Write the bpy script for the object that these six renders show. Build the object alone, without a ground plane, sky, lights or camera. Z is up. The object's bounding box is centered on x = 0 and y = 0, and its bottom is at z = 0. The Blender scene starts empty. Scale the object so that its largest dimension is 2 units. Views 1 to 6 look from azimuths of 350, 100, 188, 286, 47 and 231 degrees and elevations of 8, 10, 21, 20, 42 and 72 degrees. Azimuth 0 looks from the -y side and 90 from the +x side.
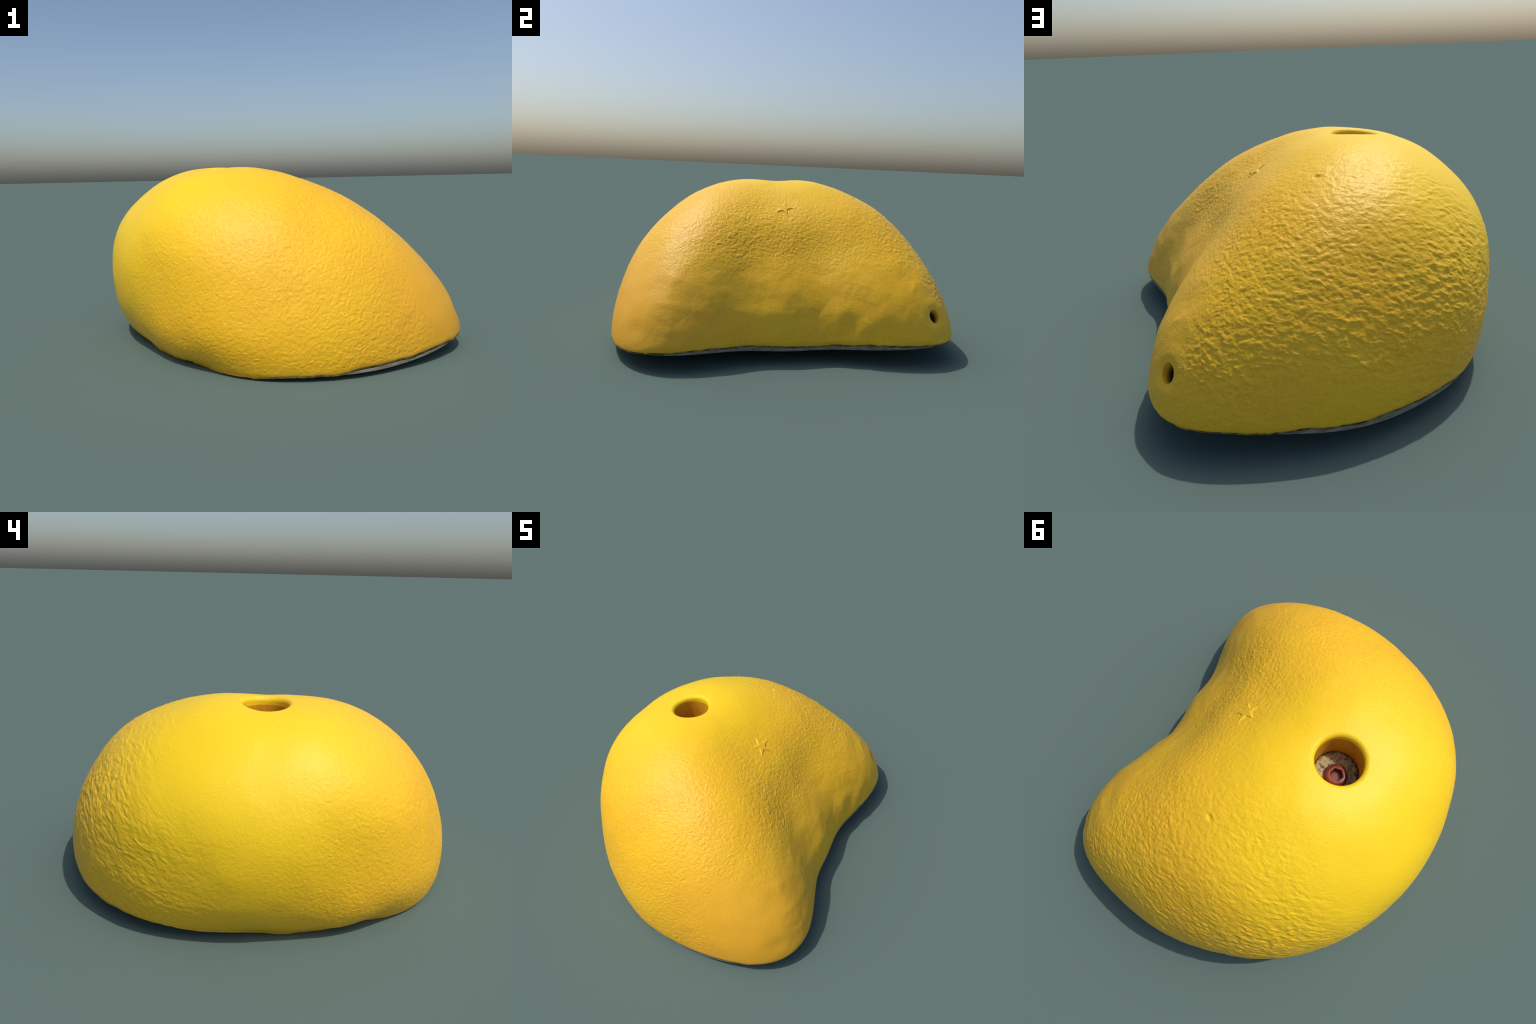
"""A yellow resin climbing hold lying on its back plate: a kidney shaped, pitted body
with a countersunk bolt hole, a small set-screw hole, a raised star and a grey backing."""
import bpy
import math
import numpy as np
from mathutils import Vector

# The skin is a smooth surface described from a point on the bolt axis: for each azimuth
# (rows) a meridian of distances, one per elevation (columns). Metres.
CAGE = [
    # -45    -30    -15      0     15     30     45     60     75     90  elevation
    [1.113, 1.091, 1.020, 0.857, 0.754, 0.695, 0.630, 0.618, 0.604, 0.565],  # azimuth 0
    [1.035, 0.993, 0.994, 0.880, 0.710, 0.670, 0.622, 0.613, 0.604, 0.565],  # azimuth 15
    [1.028, 1.002, 0.960, 0.806, 0.700, 0.681, 0.641, 0.620, 0.605, 0.565],  # azimuth 30
    [1.049, 1.117, 1.202, 1.060, 0.814, 0.745, 0.667, 0.635, 0.606, 0.565],  # azimuth 45
    [1.117, 1.281, 1.457, 1.238, 0.950, 0.812, 0.703, 0.649, 0.607, 0.565],  # azimuth 60
    [1.182, 1.227, 1.235, 1.098, 0.975, 0.829, 0.725, 0.657, 0.609, 0.565],  # azimuth 75
    [1.147, 1.123, 1.106, 1.004, 0.885, 0.825, 0.714, 0.658, 0.609, 0.565],  # azimuth 90
    [1.057, 1.006, 0.950, 0.890, 0.837, 0.790, 0.697, 0.653, 0.607, 0.565],  # azimuth 105
    [0.927, 0.890, 0.859, 0.824, 0.776, 0.728, 0.684, 0.641, 0.605, 0.565],  # azimuth 120
    [0.796, 0.779, 0.760, 0.730, 0.725, 0.692, 0.655, 0.627, 0.600, 0.565],  # azimuth 135
    [0.674, 0.681, 0.684, 0.666, 0.678, 0.652, 0.625, 0.613, 0.596, 0.565],  # azimuth 150
    [0.580, 0.601, 0.611, 0.600, 0.621, 0.629, 0.608, 0.601, 0.591, 0.565],  # azimuth 165
    [0.532, 0.554, 0.566, 0.573, 0.589, 0.598, 0.591, 0.593, 0.586, 0.565],  # azimuth 180
    [0.506, 0.530, 0.550, 0.554, 0.566, 0.576, 0.581, 0.590, 0.584, 0.565],  # azimuth 195
    [0.536, 0.538, 0.535, 0.548, 0.571, 0.582, 0.592, 0.594, 0.584, 0.565],  # azimuth 210
    [0.528, 0.563, 0.566, 0.560, 0.571, 0.610, 0.612, 0.604, 0.585, 0.565],  # azimuth 225
    [0.528, 0.639, 0.619, 0.596, 0.619, 0.646, 0.627, 0.614, 0.588, 0.565],  # azimuth 240
    [0.518, 0.648, 0.711, 0.674, 0.678, 0.659, 0.641, 0.622, 0.593, 0.565],  # azimuth 255
    [0.702, 0.786, 0.810, 0.743, 0.730, 0.691, 0.660, 0.629, 0.597, 0.565],  # azimuth 270
    [0.906, 0.911, 0.898, 0.816, 0.780, 0.738, 0.684, 0.637, 0.601, 0.565],  # azimuth 285
    [1.062, 1.034, 1.015, 0.937, 0.840, 0.769, 0.706, 0.647, 0.604, 0.565],  # azimuth 300
    [1.166, 1.157, 1.121, 1.018, 0.925, 0.801, 0.719, 0.651, 0.605, 0.565],  # azimuth 315
    [1.171, 1.257, 1.343, 1.156, 0.980, 0.833, 0.713, 0.646, 0.605, 0.565],  # azimuth 330
    [1.135, 1.279, 1.454, 1.188, 0.922, 0.790, 0.675, 0.632, 0.605, 0.565],  # azimuth 345
]
# height of the lower edge above the ground, every 22.5 degrees of azimuth
EDGE_HEIGHT = [0.084, 0.062, 0.097, 0.138, 0.065, 0.074, 0.092, 0.064, 0.032, 0.009, 0.001, 0.002, 0.006, 0.031, 0.015, 0.107]

YELLOW = (0.93, 0.505, 0.017)  # these three yellows lean browner to match the sides' baked shade
YELLOW_DEEP = (0.88, 0.445, 0.017)
YELLOW_GREEN = (0.93, 0.560, 0.017)
YELLOW_BAKED_LIGHT = (0.96, 0.650, 0.010)
YELLOW_BOUNCE_TINT = (0.86, 0.43, 0.026)
BOLT_DEPTH = 0.165
BOLT_SHIFT = (-0.012, 0.008)
# soft swellings (+) and dents (-): place, size along each axis, height
LUMPS = [
    ((0.49, 0.60, 0.30), (0.06, 0.045, 0.055), 0.012),
    ((0.52, 0.52, 0.22), (0.06, 0.045, 0.05), 0.010),
    ((0.47, 0.43, 0.20), (0.07, 0.04, 0.05), -0.008),
    ((0.52, 0.36, 0.26), (0.07, 0.035, 0.06), 0.007),
    ((0.62, 0.05, 0.27), (0.08, 0.12, 0.04), 0.007),
    ((0.86, -0.62, 0.20), (0.06, 0.05, 0.05), -0.006),
    ((-0.176, 0.391, 0.842), (0.018, 0.009, 0.02), -0.007),
    ((-0.35, 0.10, 0.90), (0.012, 0.016, 0.02), 0.003),
]

CENTRE = np.array([-0.317, -0.156, 0.35])   # on the axis of the bolt hole
AZ_STEP, EL_STEP, EL_START = 15.0, 15.0, -45.0


# ------------------------------------------------------------------ numerics
def bspline(t):
    return np.stack([(1 - t) ** 3, 3 * t ** 3 - 6 * t ** 2 + 4,
                     -3 * t ** 3 + 3 * t ** 2 + 3 * t + 1, t ** 3], -1) / 6


def smooth(a, b, x):
    t = np.clip((x - a) / (b - a), 0, 1)
    return t * t * (3 - 2 * t)


def cage_radius(az, el):
    """distance of the skin from CENTRE, a bicubic B-spline over the cage (degrees in)"""
    cage = np.array(CAGE)
    na, ne = cage.shape
    a = (az % 360) / AZ_STEP
    ia = np.floor(a).astype(int)
    wa = bspline(a - ia)
    e = (np.clip(el, EL_START, 90) - EL_START) / EL_STEP
    ie = np.minimum(np.floor(e).astype(int), ne - 2)
    we = bspline(e - ie)
    r = 0
    for i in range(4):
        for j in range(4):
            A, E = ia - 1 + i, ie - 1 + j
            over = E > ne - 1
            A = np.where(over, A + na // 2, A) % na
            E = np.maximum(np.where(over, 2 * (ne - 1) - E, E), 0)
            r = r + cage[A, E] * wa[..., i] * we[..., j]
    return r


def ring_value(table, az):
    table = np.array(table)
    n = len(table)
    a = (az % 360) / (360 / n)
    i = np.floor(a).astype(int)
    w = bspline(a - i)
    return sum(table[(i - 1 + k) % n] * w[..., k] for k in range(4))


def lattice(ix, iy, iz, seed):
    with np.errstate(over='ignore'):
        h = (ix.astype(np.uint32) * np.uint32(374761393) + iy.astype(np.uint32) * np.uint32(668265263)
             + iz.astype(np.uint32) * np.uint32(2147483647) + np.uint32(seed * 974711 + 12345))
        h = (h ^ (h >> np.uint32(13))) * np.uint32(1274126177)
        h = (h ^ (h >> np.uint32(15))) * np.uint32(2246822519)
        h = h ^ (h >> np.uint32(16))
    return h.astype(np.float64) / 2 ** 31 - 1


def cloud(P, scale, seed):
    """smooth value noise, -1..1"""
    q = P * scale
    i = np.floor(q).astype(np.int64)
    f = q - i
    f = f * f * f * (f * (f * 6 - 15) + 10)
    out = 0
    for a in (0, 1):
        for b in (0, 1):
            for c in (0, 1):
                w = (f[:, 0] if a else 1 - f[:, 0]) * (f[:, 1] if b else 1 - f[:, 1]) * (f[:, 2] if c else 1 - f[:, 2])
                out = out + w * lattice(i[:, 0] + a, i[:, 1] + b, i[:, 2] + c, seed)
    return out


def facets(P, scale, seed):
    """piecewise flat noise with creases: linear over the six tetrahedra of each lattice cell"""
    q = P * scale
    i = np.floor(q).astype(np.int64)
    f = q - i
    order = np.argsort(-f, axis=1)
    fs = np.take_along_axis(f, order, 1)
    corner = i.copy()
    out = (1 - fs[:, 0]) * lattice(corner[:, 0], corner[:, 1], corner[:, 2], seed)
    rows = np.arange(len(P))
    for k in range(3):
        corner[rows, order[:, k]] += 1
        w = fs[:, k] - (fs[:, k + 1] if k < 2 else 0)
        out = out + w * lattice(corner[:, 0], corner[:, 1], corner[:, 2], seed)
    return out


def warp(P, scale, amount, seed):
    return P + amount * np.stack([cloud(P, scale, seed), cloud(P, scale, seed + 1), cloud(P, scale, seed + 2)], 1)


def mesh_from_rings(name, rings, close_end=False):
    """rings: (n_rings, n_around, 3); closed around, optionally fanned shut at the last ring"""
    nr, na, _ = rings.shape
    co = rings.reshape(-1, 3)
    i = np.arange(nr - 1)[:, None] * na
    j = np.arange(na)[None, :]
    k = (j + 1) % na
    quads = np.stack([i + j, i + na + j, i + na + k, i + k], -1).reshape(-1, 4)
    loops = quads.reshape(-1)
    totals = np.full(len(quads), 4)
    if close_end:
        co = np.vstack([co, rings[-1].mean(0)])
        b = (nr - 1) * na
        tri = np.stack([b + np.arange(na), np.full(na, len(co) - 1), b + (np.arange(na) + 1) % na], -1)
        loops = np.concatenate([loops, tri.reshape(-1)])
        totals = np.concatenate([totals, np.full(na, 3)])
    me = bpy.data.meshes.new(name)
    me.vertices.add(len(co))
    me.vertices.foreach_set('co', co.astype(np.float32).reshape(-1))
    me.loops.add(len(loops))
    me.loops.foreach_set('vertex_index', loops.astype(np.int32))
    me.polygons.add(len(totals))
    me.polygons.foreach_set('loop_start', np.concatenate([[0], np.cumsum(totals)[:-1]]).astype(np.int32))
    me.polygons.foreach_set('use_smooth', np.ones(len(totals), bool))
    me.update(calc_edges=True)
    me.validate()
    return me


def add_part(name, me, parent, material):
    ob = bpy.data.objects.new(name, me)
    bpy.context.scene.collection.objects.link(ob)
    ob.parent = parent
    me.materials.append(material)
    return ob


def add_shade_angle(ob, degrees):
    me = ob.data
    me.set_sharp_from_angle(angle=math.radians(degrees))


# ----------------------------------------------------------------- materials
class Nodes:
    def __init__(self, name):
        self.mat = bpy.data.materials.new(name)
        self.mat.use_nodes = True
        self.t = self.mat.node_tree
        self.bsdf = self.t.nodes['Principled BSDF']
        self.coord = self.add('ShaderNodeTexCoord').outputs['Object']

    def add(self, kind, **kw):
        n = self.t.nodes.new(kind)
        for k, v in kw.items():
            setattr(n, k, v)
        return n

    def link(self, a, b):
        self.t.links.new(a, b)

    def noise(self, scale, detail=3, rough=0.5, stretch=(1, 1, 1), distort=0.0):
        m = self.add('ShaderNodeMapping')
        m.inputs['Scale'].default_value = stretch
        self.link(self.coord, m.inputs['Vector'])
        n = self.add('ShaderNodeTexNoise')
        n.inputs['Scale'].default_value = scale
        n.inputs['Detail'].default_value = detail
        n.inputs['Roughness'].default_value = rough
        n.inputs['Distortion'].default_value = distort
        self.link(m.outputs[0], n.inputs['Vector'])
        return n.outputs['Fac']

    def voronoi(self, scale):
        n = self.add('ShaderNodeTexVoronoi')
        n.inputs['Scale'].default_value = scale
        self.link(self.coord, n.inputs['Vector'])
        return n.outputs['Distance']

    def ramp(self, fac, stops):
        r = self.add('ShaderNodeValToRGB')
        el = r.color_ramp.elements
        while len(el) < len(stops):
            el.new(0.5)
        for e, (p, c) in zip(el, stops):
            e.position = p
            e.color = (*c, 1) if len(c) == 3 else c
        self.link(fac, r.inputs['Fac'])
        return r.outputs['Color']

    def mask(self, fac, a, b):
        m = self.add('ShaderNodeMapRange', interpolation_type='SMOOTHSTEP')
        m.inputs['From Min'].default_value = a
        m.inputs['From Max'].default_value = b
        self.link(fac, m.inputs['Value'])
        return m.outputs['Result']

    def math(self, op, a, b=0.0):
        m = self.add('ShaderNodeMath', operation=op)
        for s, v in zip(m.inputs, (a, b)):
            if isinstance(v, (int, float)):
                s.default_value = v
            else:
                self.link(v, s)
        return m.outputs[0]

    def near(self, p):
        """distance from a point of the object"""
        m = self.add('ShaderNodeVectorMath', operation='DISTANCE')
        self.link(self.coord, m.inputs[0])
        m.inputs[1].default_value = p
        return m.outputs['Value']

    def mix(self, fac, a, b, mode='MIX'):
        m = self.add('ShaderNodeMix', data_type='RGBA', blend_type=mode)
        for s, v in ((m.inputs[0], fac), (m.inputs[6], a), (m.inputs[7], b)):
            if isinstance(v, (int, float)):
                s.default_value = v
            elif isinstance(v, tuple):
                s.default_value = (*v, 1)
            else:
                self.link(v, s)
        return m.outputs[2]

    def bump(self, height, strength, distance):
        b = self.add('ShaderNodeBump')
        b.inputs['Strength'].default_value = strength
        b.inputs['Distance'].default_value = distance
        self.link(height, b.inputs['Height'])
        self.link(b.outputs[0], self.bsdf.inputs['Normal'])

    def finish(self, colour, rough, spec=0.5):
        if isinstance(colour, tuple):
            self.bsdf.inputs['Base Color'].default_value = (*colour, 1)
        else:
            self.link(colour, self.bsdf.inputs['Base Color'])
        if isinstance(rough, (int, float)):
            self.bsdf.inputs['Roughness'].default_value = rough
        else:
            self.link(rough, self.bsdf.inputs['Roughness'])
        self.bsdf.inputs['Specular IOR Level'].default_value = spec
        return self.mat


def skin_material():
    n = Nodes('yellow_resin')
    mottle = n.noise(70, 4, 0.6)
    patches = n.noise(3.0, 3, 0.5)
    col = n.ramp(mottle, [(0.30, YELLOW_DEEP), (0.52, YELLOW), (0.72, YELLOW_GREEN)])
    col = n.mix(n.math('MULTIPLY', n.mask(patches, 0.42, 0.65), 0.45), col, YELLOW_GREEN)
    # crown round the bolt painted lighter, after the scan's brightest baked light
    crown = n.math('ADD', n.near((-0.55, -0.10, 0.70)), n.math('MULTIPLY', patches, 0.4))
    col = n.mix(n.math('MULTIPLY', n.mask(crown, 1.05, 0.45), 0.9), col, YELLOW_BAKED_LIGHT)
    # -y lobe tinted orange-brown for light bounced between surfaces in the scan
    warm = n.math('ADD', n.near((0.75, -0.75, 0.05)), n.math('MULTIPLY', patches, 0.35))
    col = n.mix(n.mask(warm, 1.15, 0.25), col, YELLOW_BOUNCE_TINT)
    # tiny dirt pits
    pits = n.math('MULTIPLY', n.mask(n.voronoi(16), 0.055, 0.03), n.mask(n.noise(5, 2), 0.50, 0.62))
    col = n.mix(n.math('MULTIPLY', pits, 0.6), col, (0.30, 0.13, 0.02))
    # dark brown colour inside the set-screw hole
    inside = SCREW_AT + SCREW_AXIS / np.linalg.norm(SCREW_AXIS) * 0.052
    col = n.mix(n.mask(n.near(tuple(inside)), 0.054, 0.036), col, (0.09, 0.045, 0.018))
    grain = n.noise(150, 3, 0.6, (1, 1, 1.5))
    n.bump(grain, 0.4, 0.004)
    return n.finish(col, n.math('ADD', n.math('MULTIPLY', grain, 0.15), 0.36), 0.35)


def backing_material():
    n = Nodes('grey_backing')
    streak = n.noise(20, 4, 0.6, (1, 1, 7))
    col = n.ramp(streak, [(0.3, (0.12, 0.10, 0.06)), (0.55, (0.24, 0.23, 0.18)), (0.75, (0.34, 0.34, 0.31))])
    n.bump(streak, 0.3, 0.006)
    return n.finish(col, 0.7, 0.3)


def seam_material():
    n = Nodes('dirty_cut_edge')
    d = n.noise(28, 4, 0.7)
    col = n.ramp(d, [(0.38, (0.07, 0.035, 0.015)), (0.5, (0.26, 0.15, 0.04)), (0.66, (0.50, 0.34, 0.08))])
    clean = n.math('ADD', n.near((-0.75, -0.35, 0.0)), n.math('MULTIPLY', d, 0.3))
    col = n.mix(n.mask(clean, 1.0, 0.75), col, YELLOW_DEEP)
    return n.finish(col, 0.7, 0.3)


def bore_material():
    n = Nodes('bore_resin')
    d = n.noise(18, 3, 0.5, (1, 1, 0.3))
    col = n.ramp(d, [(0.3, (0.60, 0.25, 0.015)), (0.7, (0.70, 0.38, 0.02))])  # orange-brown deepened with the occlusion shade baked into the hole
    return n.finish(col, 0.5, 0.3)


def washer_material():
    n = Nodes('dirty_washer')
    d = n.noise(30, 5, 0.65, distort=1.5)
    col = n.ramp(d, [(0.36, (0.05, 0.03, 0.02)), (0.47, (0.30, 0.22, 0.12)), (0.6, (0.50, 0.38, 0.15)), (0.75, (0.25, 0.17, 0.13))])
    n.bump(d, 0.6, 0.006)
    return n.finish(col, 0.6, 0.4)


def hole_dark_material():
    n = Nodes('near_black')
    d = n.noise(40, 3, 0.5)
    col = n.ramp(d, [(0.3, (0.012, 0.010, 0.016)), (0.7, (0.035, 0.028, 0.030))])
    return n.finish(col, 0.5, 0.3)


def bolt_material():
    n = Nodes('rusty_red_bolt')
    d = n.noise(22, 3, 0.5)
    col = n.ramp(d, [(0.3, (0.12, 0.016, 0.010)), (0.7, (0.26, 0.050, 0.020))])
    return n.finish(col, 0.4, 0.5)


# ------------------------------------------------------------------ geometry
AROUND, DOWN = 1960, 540
RIM, BORE = 0.122, 0.102           # radius of the countersunk rim and of the bore
SCREW_AT = np.array([0.325, 0.869, 0.260])
SCREW_AXIS = np.array([-0.62, -0.60, -0.50])
STAR_AT = np.array([0.128, -0.011, 0.783])


def spaced_azimuths():
    """azimuths spread evenly along the girth, not by angle"""
    a = np.linspace(0, 360, 3601)
    r = cage_radius(a, np.zeros_like(a))
    step = np.hypot(np.gradient(r), r * math.radians(0.1))
    s = np.concatenate([[0], np.cumsum(0.5 * (step[1:] + step[:-1]))])
    return np.interp(np.linspace(0, s[-1], AROUND, endpoint=False), s, a)


def pad_thickness(az):
    """how much of the grey backing shows under the resin: three stretches of the edge only"""
    out = 0.003 + 0 * az
    for at, half, thick in ((20, 42, 0.022), (98, 26, 0.022), (313, 19, 0.019)):
        gap = np.abs((az - at + 180) % 360 - 180)
        out = out + thick * smooth(half, half * 0.55, gap)
    return out


def skin_rings():
    az = spaced_azimuths()
    edge = ring_value(EDGE_HEIGHT, az) + pad_thickness(az)
    wob = np.stack([np.cos(np.radians(az)), np.sin(np.radians(az)), 0 * az], 1)
    edge = edge + 0.005 * cloud(wob, 9, 5) + 0.003 * facets(wob, 30, 6)
    el_grid = np.linspace(-44, 84, 500)
    r = cage_radius(az[:, None] + 0 * el_grid, el_grid[None, :] + 0 * az[:, None])
    e = np.radians(el_grid)
    h, z = r * np.cos(e), CENTRE[2] + r * np.sin(e)
    P = np.empty((DOWN, len(az), 3))
    t = np.linspace(0, 1, DOWN)
    for k in range(len(az)):
        hk, zk = h[k], z[k]
        s = np.concatenate([[0], np.cumsum(np.hypot(np.diff(hk), np.diff(zk)))])
        below = np.nonzero(zk < edge[k])[0]
        i0 = below[-1] if len(below) else 0
        s0 = s[i0] + (s[i0 + 1] - s[i0]) * np.clip((edge[k] - zk[i0]) / (zk[i0 + 1] - zk[i0]), 0, 1)
        j = np.nonzero(hk > RIM)[0][-1]
        s1 = s[j] + (s[j + 1] - s[j]) * (hk[j] - RIM) / (hk[j] - hk[j + 1])
        q = s1 + (s0 - s1) * t
        hh, zz = np.interp(q, s, hk), np.interp(q, s, zk)
        P[:, k, 0] = hh * math.cos(math.radians(az[k]))
        P[:, k, 1] = hh * math.sin(math.radians(az[k]))
        P[:, k, 2] = zz
    P[..., 0] += CENTRE[0]
    P[..., 1] += CENTRE[1]
    return az, P


def ring_normals(P):
    du = np.roll(P, -1, 1) - np.roll(P, 1, 1)
    dv = np.gradient(P, axis=0)
    n = np.cross(dv, du)
    return n / np.linalg.norm(n, axis=-1, keepdims=True)


def star_height(P, N):
    """raised five-pointed star with crisp arms, one tip pointing up the slope"""
    n = np.array([0.50, 0.0, 0.866])
    up = np.array([-0.866, 0.06, 0.5])
    up = up - n * (up @ n)
    up /= np.linalg.norm(up)
    side = np.cross(up, n)
    d = P - STAR_AT
    x, y = d @ side, d @ up
    a = np.arctan2(x, y)
    rho = np.hypot(x, y)
    seg = 2 * np.pi / 5
    a = np.abs((a + seg / 2) % seg - seg / 2)
    ro, ri = 0.055, 0.024
    # edge of the star between tip (angle 0) and notch (angle seg/2)
    tx, ty = ro, 0.0
    vx, vy = ri * math.cos(seg / 2), ri * math.sin(seg / 2)
    px, py = rho * np.cos(a), rho * np.sin(a)
    nx, ny = -(vy - ty), (vx - tx)
    L = math.hypot(nx, ny)
    inside = ((px - tx) * nx + (py - ty) * ny) / L
    near = np.abs(d @ n) < 0.08
    return smooth(-0.004, 0.004, inside) * near, smooth(0.09, 0.055, rho) * near


def lumps(P):
    """soft swellings and dents seen on the hollow side and under the lobes"""
    out = 0
    for at, size, height in LUMPS:
        d = (P - np.array(at)) / np.array(size)
        out = out + height * np.exp(-(d * d).sum(1))
    return out


def relief(P, N):
    """height of the moulded skin texture, in metres, at points P with normals N"""
    hollow = smooth(0.25, 0.55, N[:, 0]) * smooth(0.60, 0.40, P[:, 2] + 0.06 * cloud(P, 6, 42))   # smooth pressed side
    lobe = smooth(-0.45, -0.65, P[:, 1])
    north = smooth(-0.05, 0.55, N[:, 1]) * smooth(-0.98, -0.55, N[:, 0])
    west = smooth(0.35, 0.75, -N[:, 0])
    south = smooth(-0.05, 0.5, -N[:, 1])
    patch = 0.5 + 0.5 * cloud(P, 4.0, 40)
    low_north = smooth(0.22, 0.34, P[:, 2] + 0.05 * cloud(P, 7, 41))
    coarse_amt = north * low_north * (0.6 + 0.6 * patch) + 0.75 * west * smooth(-0.45, 0.1, P[:, 1]) * smooth(0.72, 0.5, P[:, 2])
    fine_amt = 0.55 * south + 0.65 * smooth(-0.20, 0.25, P[:, 0]) * (1 - 0.4 * south) + 0.30 * north + 0.15
    top_smooth = smooth(0.16, 0.50, np.hypot((P[:, 0] + 0.55) * 0.8, P[:, 1] + 0.15)) * 0.82 + 0.18
    clear = (1 - 0.92 * hollow)
    q = P * np.array([1.0, 1.0, 1.35])
    qc = warp(q, 16, 0.015, 50)
    coarse = facets(qc, 48, 60) + 0.5 * facets(warp(q, 30, 0.008, 53) + 7, 85, 61)
    qf = warp(P, 40, 0.008, 56)
    fine = 0.9 * cloud(qf, 88, 62) + 0.8 * facets(qf + 3, 130, 63)
    h = clear * top_smooth * (0.0022 * coarse_amt * coarse + 0.0012 * fine_amt * fine)
    h = h + (0.0038 * facets(warp(P, 5, 0.05, 70), 8, 71) + 0.0012 * facets(warp(P, 6, 0.05, 72), 20, 73)) * hollow * (1 - 0.7 * lobe)
    h = h + 0.0015 * cloud(P, 11, 74)
    return h


SCREW_RADIUS, SCREW_DEPTH, SCREW_LIP = 0.037, 0.055, 0.095


def screw_hole(P):
    """push the skin in along the screw axis: soft lip, round wall, flat end"""
    a = SCREW_AXIS / np.linalg.norm(SCREW_AXIS)
    d = P - SCREW_AT
    t = d @ a
    radial = d - t[:, None] * a
    rho = np.linalg.norm(radial, axis=1)
    near = (rho < SCREW_LIP) & (np.linalg.norm(d, axis=1) < 0.18)
    x = rho / SCREW_LIP
    wall, floor = 0.58, 0.20
    r = SCREW_RADIUS
    new = np.where(x > wall, r + (SCREW_LIP - r) * ((x - wall) / (1 - wall)),
                   np.where(x > floor, r * (0.86 + 0.14 * (x - floor) / (wall - floor)), r * 0.86 * x / floor))
    down = np.clip((wall - x) / (wall - floor), 0, 1)
    sink = 0.007 * smooth(0.9, wall, x) ** 2 + SCREW_DEPTH * down ** 1.15
    scale = new / np.maximum(rho, 1e-9)
    out = P.copy()
    out[near] = (SCREW_AT + radial * scale[:, None] + (t + sink)[:, None] * a)[near]
    return out


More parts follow.
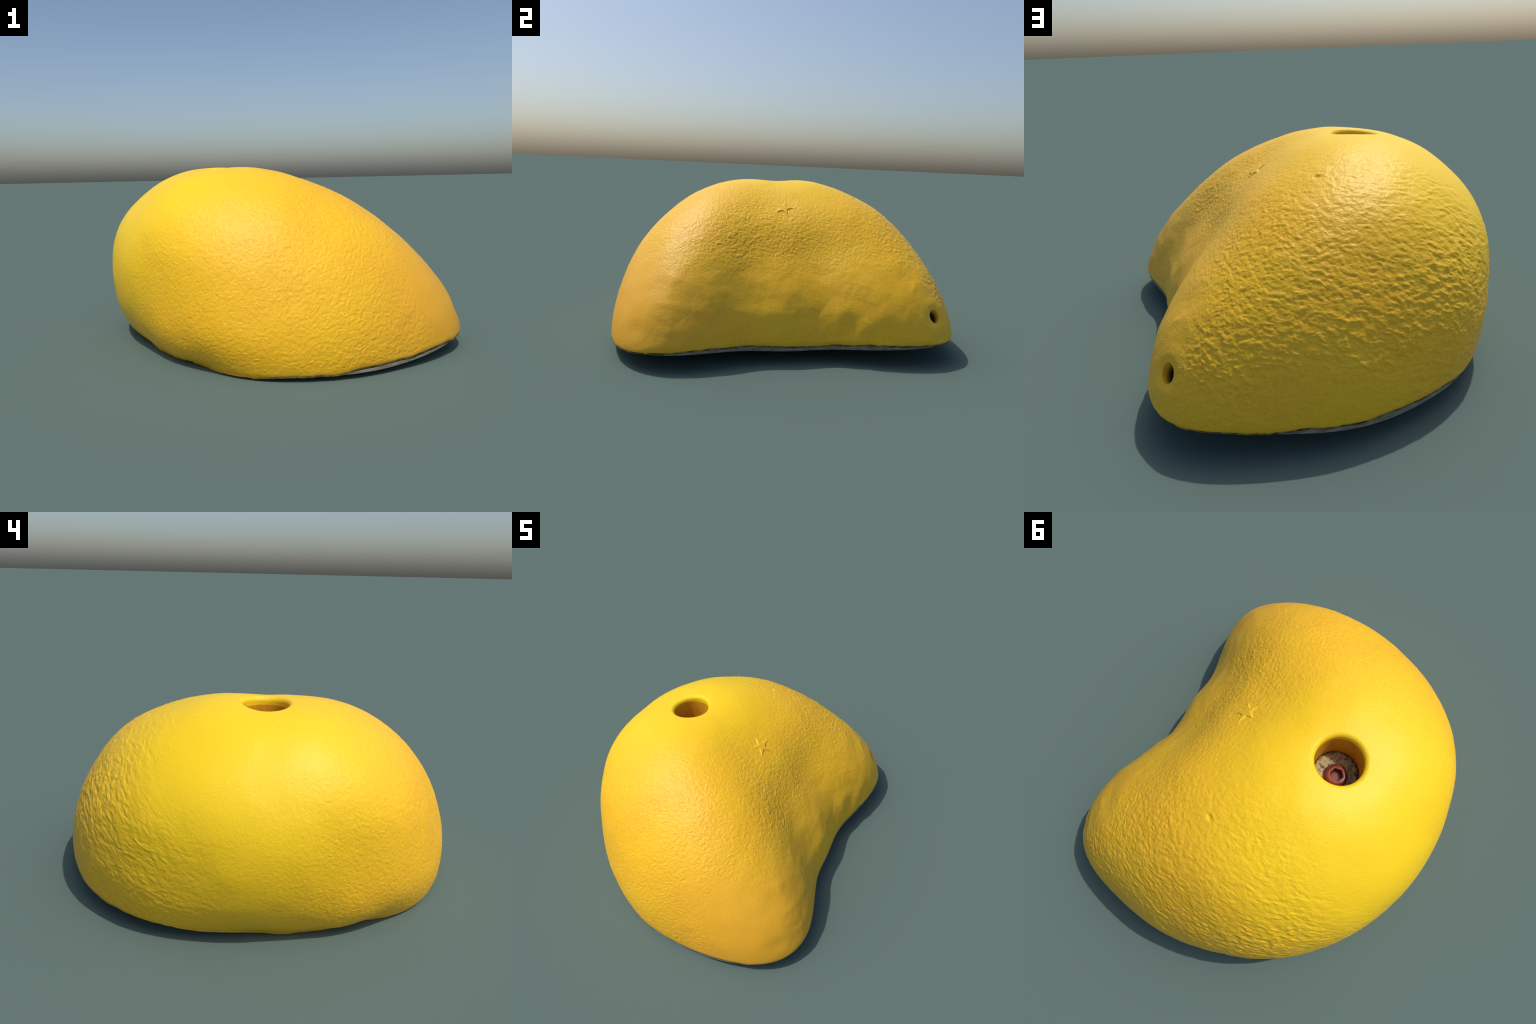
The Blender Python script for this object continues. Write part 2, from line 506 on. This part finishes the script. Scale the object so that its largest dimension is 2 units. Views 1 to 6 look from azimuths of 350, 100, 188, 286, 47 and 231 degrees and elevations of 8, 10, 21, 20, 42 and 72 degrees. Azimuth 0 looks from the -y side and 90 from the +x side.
def build():
    root = bpy.data.objects.new('climbing_hold', None)
    bpy.context.scene.collection.objects.link(root)
    root['label'] = 'yellow pitted kidney shaped climbing hold with bolt hole'
    root['category'] = 'climbing hold'

    az, P = skin_rings()
    shape = P.shape
    flat = P.reshape(-1, 3)
    N = ring_normals(P).reshape(-1, 3)
    if (N[len(N) // 2] @ (flat[len(N) // 2] - CENTRE)) < 0:
        N = -N
    ring = np.repeat(np.arange(DOWN), shape[1])
    calm = smooth(0, 18, ring) * smooth(DOWN - 1, DOWN - 12, ring)
    star, halo = star_height(flat, N)
    h = relief(flat, N) * (1 - 0.9 * star) * calm + 0.0046 * star + lumps(flat)
    flat = flat + N * h[:, None]
    flat = screw_hole(flat)
    flat[:, 2] = np.maximum(flat[:, 2], 0.002)
    P = flat.reshape(shape)

    # rounded lower edge: curl inwards over the last centimetres
    # the inward direction follows the outline
    tang = np.roll(P[-1], -1, 0) - np.roll(P[-1], 1, 0)
    inward = np.stack([-tang[:, 1], tang[:, 0]], 1)
    inward /= np.linalg.norm(inward, axis=1, keepdims=True)
    for k in range(40):
        inward = (np.roll(inward, 1, 0) + inward + np.roll(inward, -1, 0))
        inward /= np.linalg.norm(inward, axis=1, keepdims=True)
    drop = P[:, :, 2] - P[-1, :, 2][None]
    cut = np.clip(1 - drop / 0.022, 0, 1)
    curl = 0.004 * (1 - np.sqrt(np.clip(1 - cut ** 2, 0, 1)))
    P[:, :, :2] += inward[None] * curl[..., None]

    # rim of the bolt hole: fillet from the skin into the bore
    th = np.radians(az)
    top = P[0]
    lip = []
    for u in np.linspace(0, 1, 14)[1:]:
        a = u * math.pi / 2
        rad = BORE + (RIM - BORE) * (1 - math.sin(a))
        zz = top[:, 2] - 0.022 * (1 - math.cos(a))
        lip.append(np.stack([CENTRE[0] + rad * np.cos(th), CENTRE[1] + rad * np.sin(th), zz], 1))
    lip_end = lip[-1]
    for zoff in (0.010, 0.020):
        q = lip_end.copy()
        q[:, 2] -= zoff
        lip.append(q)
    body_rings = np.concatenate([np.array(lip[::-1]), P], 0)
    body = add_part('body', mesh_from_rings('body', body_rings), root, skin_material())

    # dirty cut edge under the skin, then the grey backing with its flat underside
    low = P[-1].copy()
    foot = ring_value(EDGE_HEIGHT, az)
    def inset(dist, z):
        q = low.copy()
        q[:, :2] += inward * dist
        q[:, 2] = z
        return q
    edge_z = low[:, 2]
    seam = np.array([low, inset(0.0005, edge_z - 0.004), inset(0.002, edge_z - 0.009), inset(0.008, edge_z - 0.007)])
    seam[..., 2] = np.maximum(seam[..., 2], 0.0)
    add_part('cut_edge', mesh_from_rings('cut_edge', seam), root, seam_material())
    foot = np.minimum(foot - 0.004, edge_z - 0.006)
    foot = np.maximum(foot, 0.0)
    rings = [inset(0.006, edge_z - 0.002), inset(0.003, edge_z - 0.006),
             inset(0.003, foot + 0.003), inset(0.006, foot)]
    mid = rings[-1]
    centre = np.array([mid[:, 0].mean(), mid[:, 1].mean(), foot.mean() + 0.01])
    for f in (0.92, 0.75, 0.5, 0.25):
        rings.append(centre + (mid - centre) * f)
    rings = np.array(rings)
    rings[..., 2] = np.maximum(rings[..., 2], 0.0)
    back = add_part('backing', mesh_from_rings('backing', rings, True), root, backing_material())
    add_shade_angle(back, 40)

    # near-black disc at the end of the small hole
    ax = Vector(SCREW_AXIS).normalized()
    turn = ax.to_track_quat('-Z', 'Y').to_matrix()
    ang = np.linspace(0, 2 * np.pi, 48, endpoint=False)
    rings_s = []
    for r_s, z_s in ((0.031, 0.0), (0.030, 0.004), (0.016, 0.005), (0.014, -0.004)):
        ring_s = np.stack([r_s * np.cos(ang), r_s * np.sin(ang), 0 * ang + z_s], 1)
        rings_s.append(ring_s @ np.array(turn).T + SCREW_AT + np.array(ax) * (SCREW_DEPTH - 0.010))
    add_part('screw', mesh_from_rings('screw', np.array(rings_s), True), root, hole_dark_material())

    # bore, washer and bolt
    n = 96
    a = -np.linspace(0, 2 * np.pi, n, endpoint=False)
    def circle(r, z, wob=0.0, seed=1):
        w = np.stack([np.cos(a), np.sin(a), 0 * a + z], 1)
        rr = r * (1 + wob * cloud(w, 3, seed))
        return np.stack([CENTRE[0] + rr * np.cos(a), CENTRE[1] + rr * np.sin(a), 0 * a + z], 1)
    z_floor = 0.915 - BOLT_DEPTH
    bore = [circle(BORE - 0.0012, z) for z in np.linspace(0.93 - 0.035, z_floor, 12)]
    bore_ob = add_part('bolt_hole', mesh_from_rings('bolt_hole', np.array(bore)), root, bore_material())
    prof = [(BORE - 0.002, -0.004), (0.098, 0.004), (0.088, 0.007), (0.060, 0.008), (0.045, 0.006), (0.035, 0.0)]
    wash = np.array([circle(r, z_floor + z, 0.03, 3) for r, z in prof])
    add_part('washer', mesh_from_rings('washer', wash, True), root, washer_material())
    off = np.array([BOLT_SHIFT[0], BOLT_SHIFT[1], 0])
    prof = [(0.051, -0.004), (0.052, 0.012), (0.050, 0.022), (0.044, 0.029), (0.034, 0.032)]
    head = [circle(r, z_floor + z) + off for r, z in prof]
    hexa = 1 / np.cos((a + math.pi / 6) % (math.pi / 3) - math.pi / 6)
    for r, z in ((0.026, 0.031), (0.0255, 0.010), (0.018, 0.002)):
        q = circle(1.0, z_floor + z)
        q[:, :2] = CENTRE[:2] + (q[:, :2] - CENTRE[:2]) * (r * hexa)[:, None]
        head.append(q + off)
    hd = add_part('bolt_head', mesh_from_rings('bolt_head', np.array(head), True), root, bolt_material())
    add_shade_angle(hd, 45)


build()
